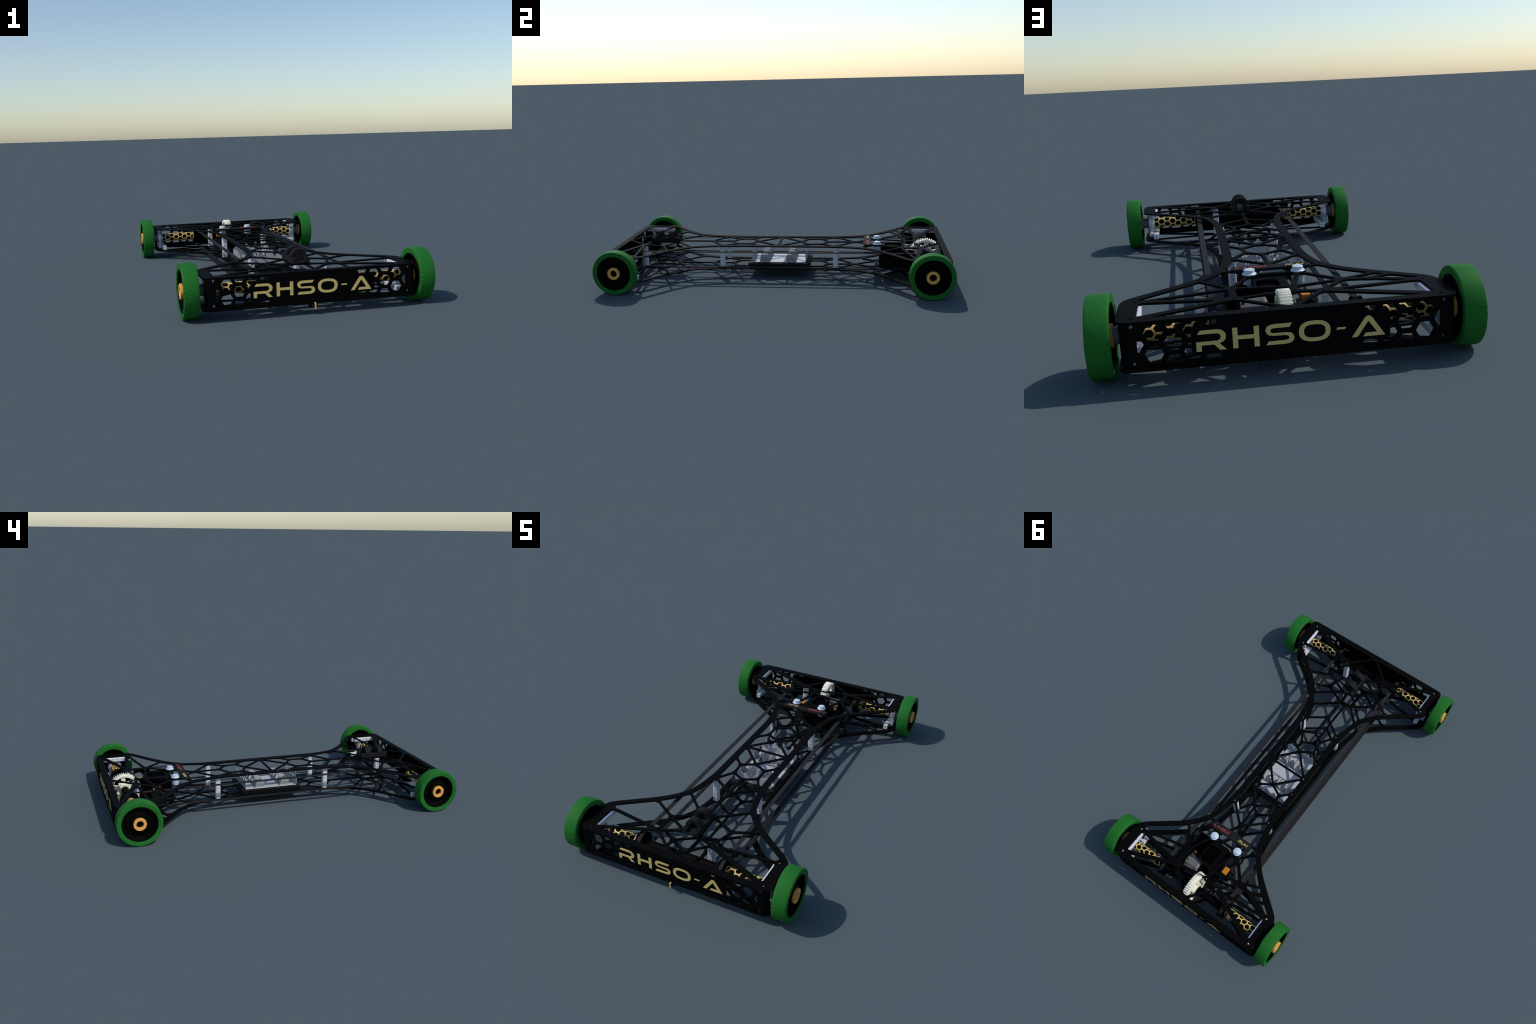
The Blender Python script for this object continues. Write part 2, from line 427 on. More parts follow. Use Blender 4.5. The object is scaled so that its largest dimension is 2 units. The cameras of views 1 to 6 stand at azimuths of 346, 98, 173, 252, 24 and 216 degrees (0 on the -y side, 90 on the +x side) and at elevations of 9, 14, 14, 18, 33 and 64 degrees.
def corner_strip(name, sx, y_face, sy):
    """Quarter-round end of a panel: swept in plan, full panel height."""
    bm = bmesh.new()
    r, t = 0.0225, 0.007
    cx, cy = 0.4525, y_face - sy*r
    arcs = [(math.pi/2)*k/10 for k in range(11)]
    rows = []
    for rr in (r, r-t):
        rows.append([(sx*(cx+rr*math.sin(a)), cy+sy*rr*math.cos(a)) for a in arcs])
        
    rows[0].append((sx*(cx+r), cy-sy*0.006)); rows[1].append((sx*(cx+r-t), cy-sy*0.006))
    z0, z1 = Z_BOT+0.0002, Z_TOP-T_PL-0.0002
    V = [[[bm.verts.new((p[0], p[1], z)) for p in row] for z in (z0, z1)] for row in rows]
    n = len(rows[0])
    for i in range(n-1):
        for k in (0, 1):
            bm.faces.new([V[k][0][i], V[k][0][i+1], V[k][1][i+1], V[k][1][i]])
        for z in (0, 1):
            bm.faces.new([V[0][z][i], V[0][z][i+1], V[1][z][i+1], V[1][z][i]])
    for i in (0, n-1):
        bm.faces.new([V[0][0][i], V[1][0][i], V[1][1][i], V[0][1][i]])
    return finish(bm, name)

# lettering, drawn in plan of the panel: (u to the right, v up), strokes closed outlines
GLYPH = {
 "R": [[(-.2684,.1191),(-.2100,.1195),(-.2055,.1215),(-.2010,.1250),(-.2000,.1304),(-.2018,.1365),(-.2068,.1397),(-.2140,.1405),(-.2645,.1408),(-.2559,.1520),(-.2080,.1520),(-.1990,.1500),(-.1915,.1448),(-.1867,.1390),(-.1849,.1307),(-.1888,.1191),(-.1950,.1150),(-.2045,.1115),(-.1850,.0918),(-.2038,.0918),(-.2190,.1088),(-.2538,.1088),(-.2540,.0917),(-.2684,.0917)]],
 "H": [[(-.1674,.1519),(-.1530,.1519),(-.1530,.1284),(-.1080,.1284),(-.1080,.1519),(-.0935,.1519),(-.0935,.0917),(-.1080,.0917),(-.1080,.1169),(-.1530,.1169),(-.1530,.0917),(-.1674,.0917)]],
 "S": [[(-.0007,.1519),(-.0084,.1402),(-.0540,.1402),(-.0600,.1380),(-.0622,.1340),(-.0617,.1292),(-.0580,.1265),(-.0520,.1255),(-.0189,.1255),(-.0060,.1240),(.0010,.1190),(.0046,.1097),(.0030,.1020),(-.0014,.0967),(-.0100,.0930),(-.0205,.0918),(-.0752,.0918),(-.0675,.1027),(-.0200,.1027),(-.0125,.1045),(-.0100,.1085),(-.0105,.1130),(-.0175,.1172),(-.0542,.1180),(-.0650,.1200),(-.0718,.1240),(-.0762,.1343),(-.0745,.1410),(-.0715,.1459),(-.0620,.1505),(-.0507,.1519)]],
 "-": [[(.1234,.1188),(.1281,.1252),(.1528,.1252),(.1480,.1188)]],
 "A": [[(.1679,.0918),(.2063,.1465),(.2110,.1512),(.2172,.1528),(.2235,.1512),(.2290,.1455),(.2651,.0918),(.2011,.0918),(.2083,.1027),(.2415,.1027),(.2168,.1370),(.1848,.0918)]],
}
def superellipse(cx, cy, a, b, p, n=40):
    out = []
    for i in range(n):
        t = 2*math.pi*i/n; c, s_ = math.cos(t), math.sin(t)
        out.append((cx+a*math.copysign(abs(c)**(2/p), c), cy+b*math.copysign(abs(s_)**(2/p), s_)))
    return out
GLYPH["O"] = [superellipse(.0626, .1217, .0448, .0305, 2.5), superellipse(.0628, .1217, .0306, .0193, 2.7)]
NAMES = {"R": "letter_r", "H": "letter_h", "S": "letter_s", "O": "letter_o", "-": "letter_dash", "A": "letter_a"}

for nm, yf, sy, frame in (("front_panel", -0.982, -1, "xz"), ("rear_panel", 0.989, 1, "xz_back")):
    me = sheet_mesh(nm, PNL, 0.007, frame=frame)
    p = add(nm, me, M_PLATE, loc=(0, yf-sy*0.0035, 0))
    for sx in (-1, 1):
        add("panel_corner", corner_strip("panel_corner", sx, yf, sy), M_PLATE, parent=root, smooth=40)
    for ch in "RHSO-A":
        lm = sheet_mesh(NAMES[ch], GLYPH[ch], 0.002, bevel=0.0002, frame=frame)
        add(NAMES[ch], lm, M_TEXT, parent=p, loc=(0, sy*0.0038, 0))

# ------------------------------------------------------------------ square hollow posts
def perforated_bar(name, w, length, pitch, count, first, ch=0.004, r=0.0042):
    """Chamfered square bar along z with cross drilled holes on all four sides and a bore."""
    bm = bmesh.new()
    h = w/2
    pts = [(h, -h+ch), (h, h-ch), (h-ch, h), (-h+ch, h), (-h, h-ch), (-h, -h+ch), (-h+ch, -h), (h-ch, -h)]
    lo = [bm.verts.new((x, y, 0)) for x, y in pts]; hi = [bm.verts.new((x, y, length)) for x, y in pts]
    bm.faces.new(lo[::-1]); bm.faces.new(hi)
    for i in range(8): bm.faces.new([lo[i], lo[(i+1) % 8], hi[(i+1) % 8], hi[i]])
    me = finish(bm, name)
    cb = bmesh.new()
    cyl_into(cb, (0, 0, length), r, 0.02, "z", 16)
    cyl_into(cb, (0, 0, 0), r, 0.02, "z", 16)
    for i in range(count):
        z = first+i*pitch
        for ax in ("x", "y"):
            for sg in (-1, 1):
                c = [0, 0, z]; c[0 if ax == "x" else 1] = sg*h
                cyl_into(cb, c, r, w*0.55, ax, 16)
    return boolean_cut(me, cb)

post_len = Z_TOP-T_PL-Z_BOT-0.0006
post_me = perforated_bar("post", 0.0285, post_len, 0.0262, 5, 0.0132)
post_me.materials.append(M_ALU)
for k in POSTS:
    add("post", post_me, loc=(NODE[k][0], NODE[k][1], Z_BOT+0.0003))

# ------------------------------------------------------------------ corner bearing carriers
rail_me = perforated_bar("bracket_bar", 0.0245, 0.196, 0.029, 6, 0.0255, ch=0.002, r=0.0042)
rail_me.transform(Matrix.Translation((0, -0.098, 0)) @ Matrix.Rotation(-math.pi/2, 4, "X"))
rail_me.materials.append(M_ALU)

def carrier_loops():
    s = Sheet(-0.085, 0.085, -0.08, 0.08, 0.0008)
    Y, Z = s.X, s.Y
    d = np.hypot(Y, Z)-0.043
    for sg in (-1, 1):
        fl = np.maximum(np.abs(Y)-0.056, np.abs(Z-sg*0.052)-0.010)
        d = smin(d, fl, 0.030)
    d = np.maximum(d, np.abs(Z)-0.0625)
    s.d = np.maximum(d, 0.0262-np.hypot(Y, Z))
    return s.loops(0.00012)
carrier_me = sheet_mesh("bearing_carrier", carrier_loops(), 0.0205, bevel=0.0025, frame="yz")
carrier_me.materials.append(M_CAST)
ring_me = lathe("bearing_ring", [(0.0262, -0.007), (0.0335, -0.007), (0.037, -0.003), (0.037, 0.007), (0.0262, 0.007)], axis="x", closed=True, n=48)
collar_me = lathe("spacer_collar", [(0.0, -0.0185), (0.0255, -0.0185), (0.0255, 0.0185), (0.0, 0.0185)], axis="x", n=40)
for me in (ring_me,): me.materials.append(M_CAST)
collar_me.materials.append(M_COLLAR)
for me in (ring_me, collar_me):
    for p in me.polygons: p.use_smooth = True
    me.set_sharp_from_angle(angle=0.6)

bolt_me = lathe("bolt", [(0, Z_TOP-0.0052), (0.0018, Z_TOP-0.0058), (0.0050, Z_TOP-0.0058), (0.0050, Z_TOP-0.012), (0, Z_TOP-0.012)], n=24)
bolt_me.materials.append(M_ALU)
for k in SCREW:
    if k not in POSTS: add("bolt", bolt_me, loc=(NODE[k][0], NODE[k][1], 0))
for sy, ay in ((-1, AXLE_Y[0]), (1, AXLE_Y[1])):
    for sx in (-1, 1):
        br = add("bracket_bar", rail_me, loc=(sx*0.430, ay+0.0, Z_TOP-T_PL-0.0126))
        bb = add("bracket_bar", rail_me, loc=(sx*0.430, ay+0.0, Z_BOT+0.0126))
        ca = add("bearing_carrier", carrier_me, loc=(sx*0.4552, ay, AXZ-0.0035))
        add("bearing_ring", ring_me, loc=(sx*0.4425, ay, AXZ))
        add("spacer_collar", collar_me, loc=(sx*0.4825, ay, AXZ))

# ------------------------------------------------------------------ wheels
def wheel_parts():
    R = R_WHEEL
    w = 0.0340
    tyre = [(0.097, -w+0.002), (0.1155, -w), (0.1200, -w+0.0004), (R-0.0007, -w+0.0022), (R, -w+0.005), (R, 0), (R, w-0.005), (R-0.0007, w-0.0022), (0.1200, w-0.0004), (0.1155, w), (0.097, w-0.002)]
    tm = lathe("tyre", tyre, n=120, axis="x", closed=True)
    half = [(0.0973, 0.0300), (0.0945, 0.0310), (0.0885, 0.0310), (0.0855, 0.0280), (0.0835, 0.012), (0.080, 0.009), (0.056, 0.009), (0.053, 0.011), (0.0505, 0.022), (0.048, 0.024), (0.036, 0.024), (0.0345, 0.022)]
    rim = half + [(r, -h) for r, h in half[::-1]]
    rm = lathe("wheel", rim, n=96, axis="x", closed=True)
    b = [(0.0193, 0.0335), (0.0203, 0.0352), (0.0334, 0.0352), (0.0345, 0.0340), (0.0345, -0.0310), (0.0335, -0.0325), (0.0203, -0.0325), (0.0193, -0.0310)]
    bmh = lathe("bearing", b, n=64, axis="x", closed=True)
    bm = bmesh.new(); cyl_into(bm, (-0.004, 0, 0), 0.0193, 0.050, "x", 40)
    core = finish(bm, "axle_end")
    # raised moulding marks in two arcs on either sidewall
    bm = bmesh.new()
    rng = random.Random(3)
    for side in (-1, 1):
        for base in (-0.42, -0.42+math.pi):
            for k in range(15):
                a = base + k*0.062
                if rng.random() < 0.15: continue
                wd, ht = rng.uniform(0.0030, 0.0046), rng.uniform(0.0052, 0.0068)
                M = Matrix.Rotation(a, 4, "X") @ Matrix.Translation((side*(w-0.0004), 0.1105, 0))
                bmesh.ops.create_cube(bm, size=1, matrix=M @ Matrix.Diagonal((0.0034, ht, wd, 1)))
                if rng.random() < 0.6:
                    M2 = M @ Matrix.Translation((0, rng.choice((-1, 1))*0.002, 0.003))
                    bmesh.ops.create_cube(bm, size=1, matrix=M2 @ Matrix.Diagonal((0.0022, 0.0016, 0.0030, 1)))
    mk = finish(bm, "sidewall_mark")
    for me, mt, sm in ((tm, M_TYRE, 35), (rm, M_BLACK, 35), (bmh, M_BRONZE, 35), (core, M_BLACK, 35), (mk, M_TYRE, None)):
        me.materials.append(mt)
        if sm:
            for p in me.polygons: p.use_smooth = True
            me.set_sharp_from_angle(angle=math.radians(sm))
    return tm, rm, bmh, core, mk
W = wheel_parts()
for ay in AXLE_Y:
    for sx in (-1, 1):
        wh = add("wheel", W[1], loc=(sx*0.5322, ay, AXZ))
        wh.rotation_euler = ((0.30 if ay < 0 else -0.30)*sx, 0, 0 if sx > 0 else math.pi)
        add("tyre", W[0], parent=wh)
        add("bearing", W[2], parent=wh)
        add("axle_end", W[3], parent=wh)
        add("sidewall_mark", W[4], parent=wh, kind="stuff")

# ------------------------------------------------------------------ axles with gold lattice sleeves
def lattice_sleeve(name, length, radius, t):
    """Honeycomb net rolled into a tube along x."""
    rows = 5
    pv = 2*math.pi*radius/rows
    ph = pv*math.sqrt(3)/2
    Rh = pv/math.sqrt(3)
    bm = bmesh.new()
    cols = int(length/ph)+2
    for i in range(-1, cols+1):
        for j in range(rows):
            cx = i*ph+0.004; cs = (j+0.5*(i % 2))*pv
            o = [(cx+Rh*math.cos(k*math.pi/3), cs+Rh*math.sin(k*math.pi/3)) for k in range(6)]
            q = [(cx+0.80*Rh*math.cos(k*math.pi/3), cs+0.80*Rh*math.sin(k*math.pi/3)) for k in range(6)]
            for k in range(6):
                k2 = (k+1) % 6
                P = [o[k], o[k2], q[k2], q[k]]
                if max(p[0] for p in P) < 0 or min(p[0] for p in P) > length: continue
                for m_ in range(4):        # follow the curve
                    u0, u1 = m_/4, (m_+1)/4
                    def mix(a, b, u): return (a[0]+(b[0]-a[0])*u, a[1]+(b[1]-a[1])*u)
                    quad = [mix(P[0], P[1], u0), mix(P[0], P[1], u1), mix(P[3], P[2], u1), mix(P[3], P[2], u0)]
                    vs = []
                    for x_, s_ in quad:
                        x_ = min(max(x_, 0), length); a = s_/radius
                        vs.append(bm.verts.new((x_, radius*math.cos(a), radius*math.sin(a))))
                    bm.faces.new(vs)
    bmesh.ops.remove_doubles(bm, verts=bm.verts, dist=1e-5)
    bmesh.ops.dissolve_degenerate(bm, edges=bm.edges, dist=1e-5)
    for f in bm.faces:
        f.normal_update()
        c = f.calc_center_median()
        if f.normal.y*c.y + f.normal.z*c.z < 0: f.normal_flip()
    me = bpy.data.meshes.new(name); bm.to_mesh(me); bm.free()
    o = bpy.data.objects.new("tmp", me); COL.objects.link(o)
    md = o.modifiers.new("s", "SOLIDIFY"); md.thickness = t; md.offset = -1
    dg = bpy.context.evaluated_depsgraph_get(); dg.update()
    out = bpy.data.meshes.new_from_object(o.evaluated_get(dg))
    bpy.data.objects.remove(o)
    bm = bmesh.new(); bm.from_mesh(out)
    for x_ in (0.0, length-0.004):
        lathe_into(bm, [(radius-t, x_), (radius+0.0003, x_), (radius+0.0003, x_+0.004), (radius-t, x_+0.004)], n=40, axis="x", closed=True)
    bmesh.ops.recalc_face_normals(bm, faces=bm.faces)
    bm.to_mesh(out); bm.free()
    out.name = name
    return out
sl_len = 0.217
sleeve_me = lattice_sleeve("lattice_sleeve", sl_len, 0.0258, 0.0032)
sleeve_me.materials.append(M_GOLD)
for p in sleeve_me.polygons: p.use_smooth = True
sleeve_me.set_sharp_from_angle(angle=math.radians(35))

shaft_me = lathe("axle_shaft", [(0, -0.445), (0.0222, -0.445), (0.0222, 0.445), (0, 0.445)], axis="x", n=40)
pulley = [(0.0, -0.0150), (0.0535, -0.0150), (0.0540, -0.0143), (0.0540, -0.0128), (0.0470, -0.0115), (0.0450, -0.0110), (0.0450, 0.0110), (0.0470, 0.0115), (0.0540, 0.0128), (0.0540, 0.0143), (0.0535, 0.0150), (0.044, 0.0150), (0.042, 0.011), (0.030, 0.011), (0.029, 0.019), (0.0, 0.019)]
pulley_me = lathe("belt_pulley", pulley, axis="x", n=72)
for me in (shaft_me, pulley_me):
    me.materials.append(M_BLACK)
    for p in me.polygons: p.use_smooth = True
    me.set_sharp_from_angle(angle=0.5)
BX = 0.2105
for ay in AXLE_Y:
    add("axle_shaft", shaft_me, loc=(0, ay, AXZ))
    for sx in (-1, 1):
        o = add("lattice_sleeve", sleeve_me, loc=(sx*0.2270, ay, AXZ))
        o.rotation_euler = (0.35 if ay < 0 else 0.1, 0, 0 if sx > 0 else math.pi)
        pu = add("belt_pulley", pulley_me, loc=(sx*BX, ay, AXZ))
        if sx > 0: pu.rotation_euler = (0, 0, math.pi)

def belt_mesh():
    bm = bmesh.new()
    r, t, hw, L = 0.0480, 0.0028, 0.0105, (AXLE_Y[1]-AXLE_Y[0])/2
    pts = []
    for k in range(25):
        a = -math.pi/2 + math.pi*k/24; pts.append((L+0, a))
    for k in range(25):
        a = math.pi/2 + math.pi*k/24; pts.append((-L, a))
    secs = []
    for y0, a in pts:
        row = []
        for rr in (r, r-t):
            for x_ in (-hw, hw):
                row.append(bm.verts.new((x_, y0+rr*math.cos(a), rr*math.sin(a))))
        secs.append(row)
    for A_, B_ in zip(secs, secs[1:]+secs[:1]):
        for i, j in ((0, 1), (1, 3), (3, 2), (2, 0)):
            bm.faces.new([A_[i], A_[j], B_[j], B_[i]])
    pitch = 0.0066
    for sg in (-1, 1):
        n = int(2*(L-0.055)/pitch)
        for k in range(n):
            y_ = -(L-0.055)+k*pitch
            z_ = sg*(r-t-0.0007)
            box_into(bm, -hw+0.0005, hw-0.0005, y_, y_+pitch*0.5, z_-0.0009, z_+0.0009)
    return finish(bm, "drive_belt")
belt_me = belt_mesh(); belt_me.materials.append(M_BELT)
for sx in (-1, 1):
    add("drive_belt", belt_me, loc=(sx*BX, sum(AXLE_Y)/2, AXZ))

# ------------------------------------------------------------------ big spur gear on the rear axle
def gear_loops(n=44, ro=0.0930, rr=0.0845):
    out = []
    for k in range(n):
        a0 = 2*math.pi*k/n; p = 2*math.pi/n
        for f, r in ((-.30, rr), (-.19, rr+0.003), (-.10, ro), (.10, ro), (.19, rr+0.003), (.30, rr)):
            out.append((r*math.cos(a0+f*p), r*math.sin(a0+f*p)))
    return out
def gear_web():
    s = Sheet(-0.09, 0.09, -0.09, 0.09, 0.0008)
    R = np.hypot(s.X, s.Y); A = np.arctan2(s.Y, s.X)
    d = np.abs(R-0.0775)-0.0075
    d = smin(d, R-0.040, 0.01)
    for k in range(5):
        a = 1.47+2*math.pi*k/5
        s.d = d; s.bar((0.03*math.cos(a), 0.03*math.sin(a)), (0.078*math.cos(a), 0.078*math.sin(a)), 0.0115, 0.0125, k=0.008); d = s.d
    s.d = np.maximum(d, 0.0215-R)
    return s.loops(0.00012)
gl = gear_loops()
inner = [(0.0745*math.cos(2*math.pi*k/72), 0.0745*math.sin(2*math.pi*k/72)) for k in range(72)]
g_rim = sheet_mesh("spur_gear", [gl, inner], 0.037, bevel=0.0006, frame="yz")
g_web = sheet_mesh("gear_web", gear_web(), 0.022, bevel=0.001, frame="yz")
gear = add("spur_gear", g_rim, M_GEAR, loc=(0.005, AXLE_Y[1], AXZ))
add("gear_web", g_web, M_GEAR, parent=gear)
hub = lathe("gear_hub", [(0.0222, -0.026), (0.034, -0.026), (0.0365, -0.024), (0.0385, -0.012), (0.0385, 0.022), (0.0222, 0.022)], axis="x", n=48, closed=True)
add("gear_hub", hub, M_GEAR, parent=gear, smooth=30)
lug_bm = bmesh.new()
for k in range(5):
    a = 1.47+2*math.pi*(k+0.5)/5
    cyl_into(lug_bm, (-0.016, 0.043*math.cos(a), 0.043*math.sin(a)), 0.009, 0.018, "x", 20)
add("gear_lug", finish(lug_bm, "gear_lug"), M_GEAR, parent=gear, smooth=30)

# ------------------------------------------------------------------ motor bay
ZC = Z_TOP-T_PL-0.0005
def bay_lid():
    s = Sheet(-0.06, 0.10, 0.58, 0.77, 0.0008)
    X, Y = s.X, s.Y
    d = np.maximum(np.abs(X-0.020)-0.055+0.006, np.abs(Y-0.676)-0.072+0.006)
    d = np.where(d > -0.5, np.hypot(np.maximum(np.abs(X-0.020)-0.049, 0), np.maximum(np.abs(Y-0.676)-0.066, 0))-0.006, d)
    c, s_ = math.cos(-0.0), math.sin(0.0)
    win = np.hypot(np.maximum(np.abs(X-0.030)-0.024, 0), np.maximum(np.abs(Y-0.687)-0.038, 0))-0.012
    s.d = np.maximum(d, -win)
    for p in ((0.0, .6195), (-.016, .6195), (-.022, .738)): s.hole(p, 0.0045)
    return s.loops(0.00012)
lid = sheet_mesh("bay_lid", bay_lid(), 0.006, bevel=0.0008)
bay_bm = bmesh.new()
ZF = 0.0635
box_into(bay_bm, -0.035, -0.030, 0.604, 0.748, Z_BOT+0.0004, ZC-0.0065)
box_into(bay_bm, -0.0299, 0.0749, 0.604, 0.609, Z_BOT+0.0004, ZC-0.0065)
box_into(bay_bm, 0.0750, 0.1615, 0.604, 0.609, ZF, 0.1625)
box_into(bay_bm, 0.1616, 0.1672, 0.6042, 0.800, ZF, 0.1640, bevel=0.0015)
box_into(bay_bm, 0.1618, 0.1670, 0.7000, 0.798, 0.1635, 0.1770, bevel=0.001)
box_into(bay_bm, -0.0299, 0.1614, 0.6091, 0.795, Z_BOT+0.0004, ZF)
box_into(bay_bm, -0.0299, 0.040, 0.743, 0.7478, ZF+0.0003, ZC-0.0065)
box_into(bay_bm, 0.070, 0.0748, 0.6091, 0.735, ZF+0.0003, ZC-0.0065)
bay = add("motor_bay", finish(bay_bm, "motor_bay"), M_BLACK)
add("bay_lid", lid, M_PLATE, parent=bay, loc=(0, 0, ZC-0.0034))
fin_bm = bmesh.new()
for k in range(13):
    u = (k-6)/6
    M = Matrix.Translation((0.029, 0.685+0.040*u, 0.160+0.009*(1-u*u))) @ Matrix.Rotation(-0.5*u, 4, "X")
    bmesh.ops.create_cube(fin_bm, size=1, matrix=M @ Matrix.Diagonal((0.048, 0.0028, 0.020, 1)))
add("cooling_fin", finish(fin_bm, "cooling_fin"), M_PLATE, parent=bay, kind="stuff")
deck = box_mesh("fin_deck", -0.0295, 0.0695, 0.6095, 0.7425, 0.142, 0.1500)
add("fin_deck", deck, M_BLACK, parent=bay)

def motor():
    bm = bmesh.new()
    R = 0.0435
    # faceted can, axis along x
    n = 10
    prof = [(0.0, -0.045), (R*0.72, -0.045), (R*0.96, -0.036), (R*0.96, 0.034), (R*0.80, 0.045), (0, 0.045)]
    lathe_into(bm, prof, n=n, axis="x")
    return finish(bm, "drive_motor")
mo = add("drive_motor", motor(), M_MOTOR, loc=(0.090, 0.776, 0.131))
mo.rotation_euler = (0.20, 0, 0)
bell_bm = bmesh.new()
lathe_into(bell_bm, [(0.0405, 0.022), (0.0432, 0.022), (0.0432, 0.038), (0.0405, 0.038)], n=10, axis="x", closed=True)
lathe_into(bell_bm, [(0.0405, -0.040), (0.0432, -0.036), (0.0432, -0.026), (0.0405, -0.026)], n=10, axis="x", closed=True)
add("motor_band", finish(bell_bm, "motor_band"), M_MOTOR2, parent=mo)
slot_bm = bmesh.new()
for k in range(10):
    a = (k+0.5)*2*math.pi/10
    M = Matrix.Rotation(a, 4, "X") @ Matrix.Translation((0.030, 0, 0.0412))
    bmesh.ops.create_cube(slot_bm, size=1, matrix=M @ Matrix.Diagonal((0.008, 0.006, 0.0030, 1)))
add("motor_vent", finish(slot_bm, "motor_vent"), M_BLACK, parent=mo, kind="stuff")
cap_bm = bmesh.new()
lathe_into(cap_bm, [(0.0, 0.050), (0.030, 0.050), (0.036, 0.047), (0.038, 0.040), (0.0, 0.040)], n=40, axis="x")
add("motor_cap", finish(cap_bm, "motor_cap"), M_DARK, parent=mo, smooth=30)
pin_bm = bmesh.new(); cyl_into(pin_bm, (-0.062, 0, 0), 0.018, 0.034, "x", 24); cyl_into(pin_bm, (-0.048, 0, 0), 0.026, 0.006, "x", 32)
add("motor_pinion", finish(pin_bm, "motor_pinion"), M_BLACK, parent=mo, smooth=30)

def tube_along(name, pts, r, n=12):
    cu = bpy.data.curves.new(name, "CURVE"); cu.dimensions = "3D"; cu.bevel_depth = r; cu.bevel_resolution = 3; cu.use_fill_caps = True
    sp = cu.splines.new("POLY"); sp.points.add(len(pts)-1)
    for p, q in zip(sp.points, pts): p.co = (*q, 1)
    o = bpy.data.objects.new("tmp", cu); COL.objects.link(o)
    dg = bpy.context.evaluated_depsgraph_get(); dg.update()
    me = bpy.data.meshes.new_from_object(o.evaluated_get(dg)); me.materials.clear()
    bpy.data.objects.remove(o); bpy.data.curves.remove(cu); me.name = name
    return me
term = box_mesh("motor_terminal", 0.114, 0.131, 0.7355, 0.744, 0.108, 0.156, bevel=0.002)
add("motor_terminal", term, M_MOTOR2)
for (p, q, mt) in (((0.1233, 0.7368, 0.1475), (0.1236, 0.7290, 0.1490), M_RED), ((0.1260, 0.7185, 0.1520), (0.1268, 0.7115, 0.1540), M_RED),
                   ((0.1205, 0.7368, 0.1300), (0.1195, 0.7285, 0.1330), M_YELLOW), ((0.1225, 0.7185, 0.1380), (0.1205, 0.7120, 0.1400), M_YELLOW)):
    add("wire_sleeve", tube_along("wire_sleeve", [p, q], 0.0034), mt, smooth=40)

ser_bm = bmesh.new()
box_into(ser_bm, -0.120, -0.062, 0.660, 0.690, Z_BOT+0.0004, 0.120, bevel=0.003, segs=2)
box_into(ser_bm, -0.112, -0.066, 0.6905, 0.735, Z_BOT+0.0004, 0.110, bevel=0.003, segs=2)
ser = add("servo_block", finish(ser_bm, "servo_block"), M_DARK)
add("orange_connector", box_mesh("orange_connector", -0.0995, -0.0708, 0.683, 0.7248, 0.131, 0.149, bevel=0.0008), M_ORANGE, parent=ser)
add("connector_pillar", box_mesh("connector_pillar", -0.098, -0.073, 0.690, 0.720, 0.111, 0.1308), M_BLACK, parent=ser)

# ------------------------------------------------------------------ push buttons and the name bar
btn_top = lathe("push_button", [(0, 0.1985+0.0125), (0.0165, 0.2110), (0.0182, 0.2098), (0.0186, 0.2010), (0.0190, 0.2000), (0.0242, 0.1966), (0.0242, 0.1945), (0.0225, 0.1926), (0.0150, 0.1926), (0.0150, 0.184), (0.0205, 0.184), (0.0212, 0.181), (0.0212, 0.155), (0.019, 0.150), (0.010, 0.147), (0, 0.147)], n=56)
tip = lathe("button_contact", [(0, 0.1475), (0.005, 0.1475), (0.005, 0.138), (0.003, 0.1365), (0, 0.1365)], n=20)
btn_top.materials.append(M_KNOB); tip.materials.append(M_BRASS)
for me in (btn_top, tip):
    for p in me.polygons: p.use_smooth = True
    me.set_sharp_from_angle(angle=math.radians(40))
for k in ("K1", "K2"):
    b = add("push_button", btn_top, loc=(NODE[k][0], NODE[k][1], 0))
    add("button_contact", tip, parent=b)

bar_bm = bmesh.new()
box_into(bar_bm, -0.134, 0.133, 0.5115, 0.5555, Z_TOP+0.0002, 0.2022)
es = [e for e in bar_bm.edges if abs(e.verts[0].co.z-e.verts[1].co.z) > 0.005]
bmesh.ops.bevel(bar_bm, geom=es, offset=0.012, segments=6, affect="EDGES", profile=0.5)
top_e = [e for e in bar_bm.edges if e.verts[0].co.z > 0.2 and e.verts[1].co.z > 0.2]
bmesh.ops.bevel(bar_bm, geom=top_e, offset=0.0012, segments=2, affect="EDGES", profile=0.5)
bar_me = finish(bar_bm, "name_bar")
cb = bmesh.new()
for k in ("P1", "P2"): cyl_into(cb, (NODE[k][0], NODE[k][1], 0.2), 0.004, 0.03, "z", 20)
name_bar = add("name_bar", boolean_cut(bar_me, cb), M_DARK)

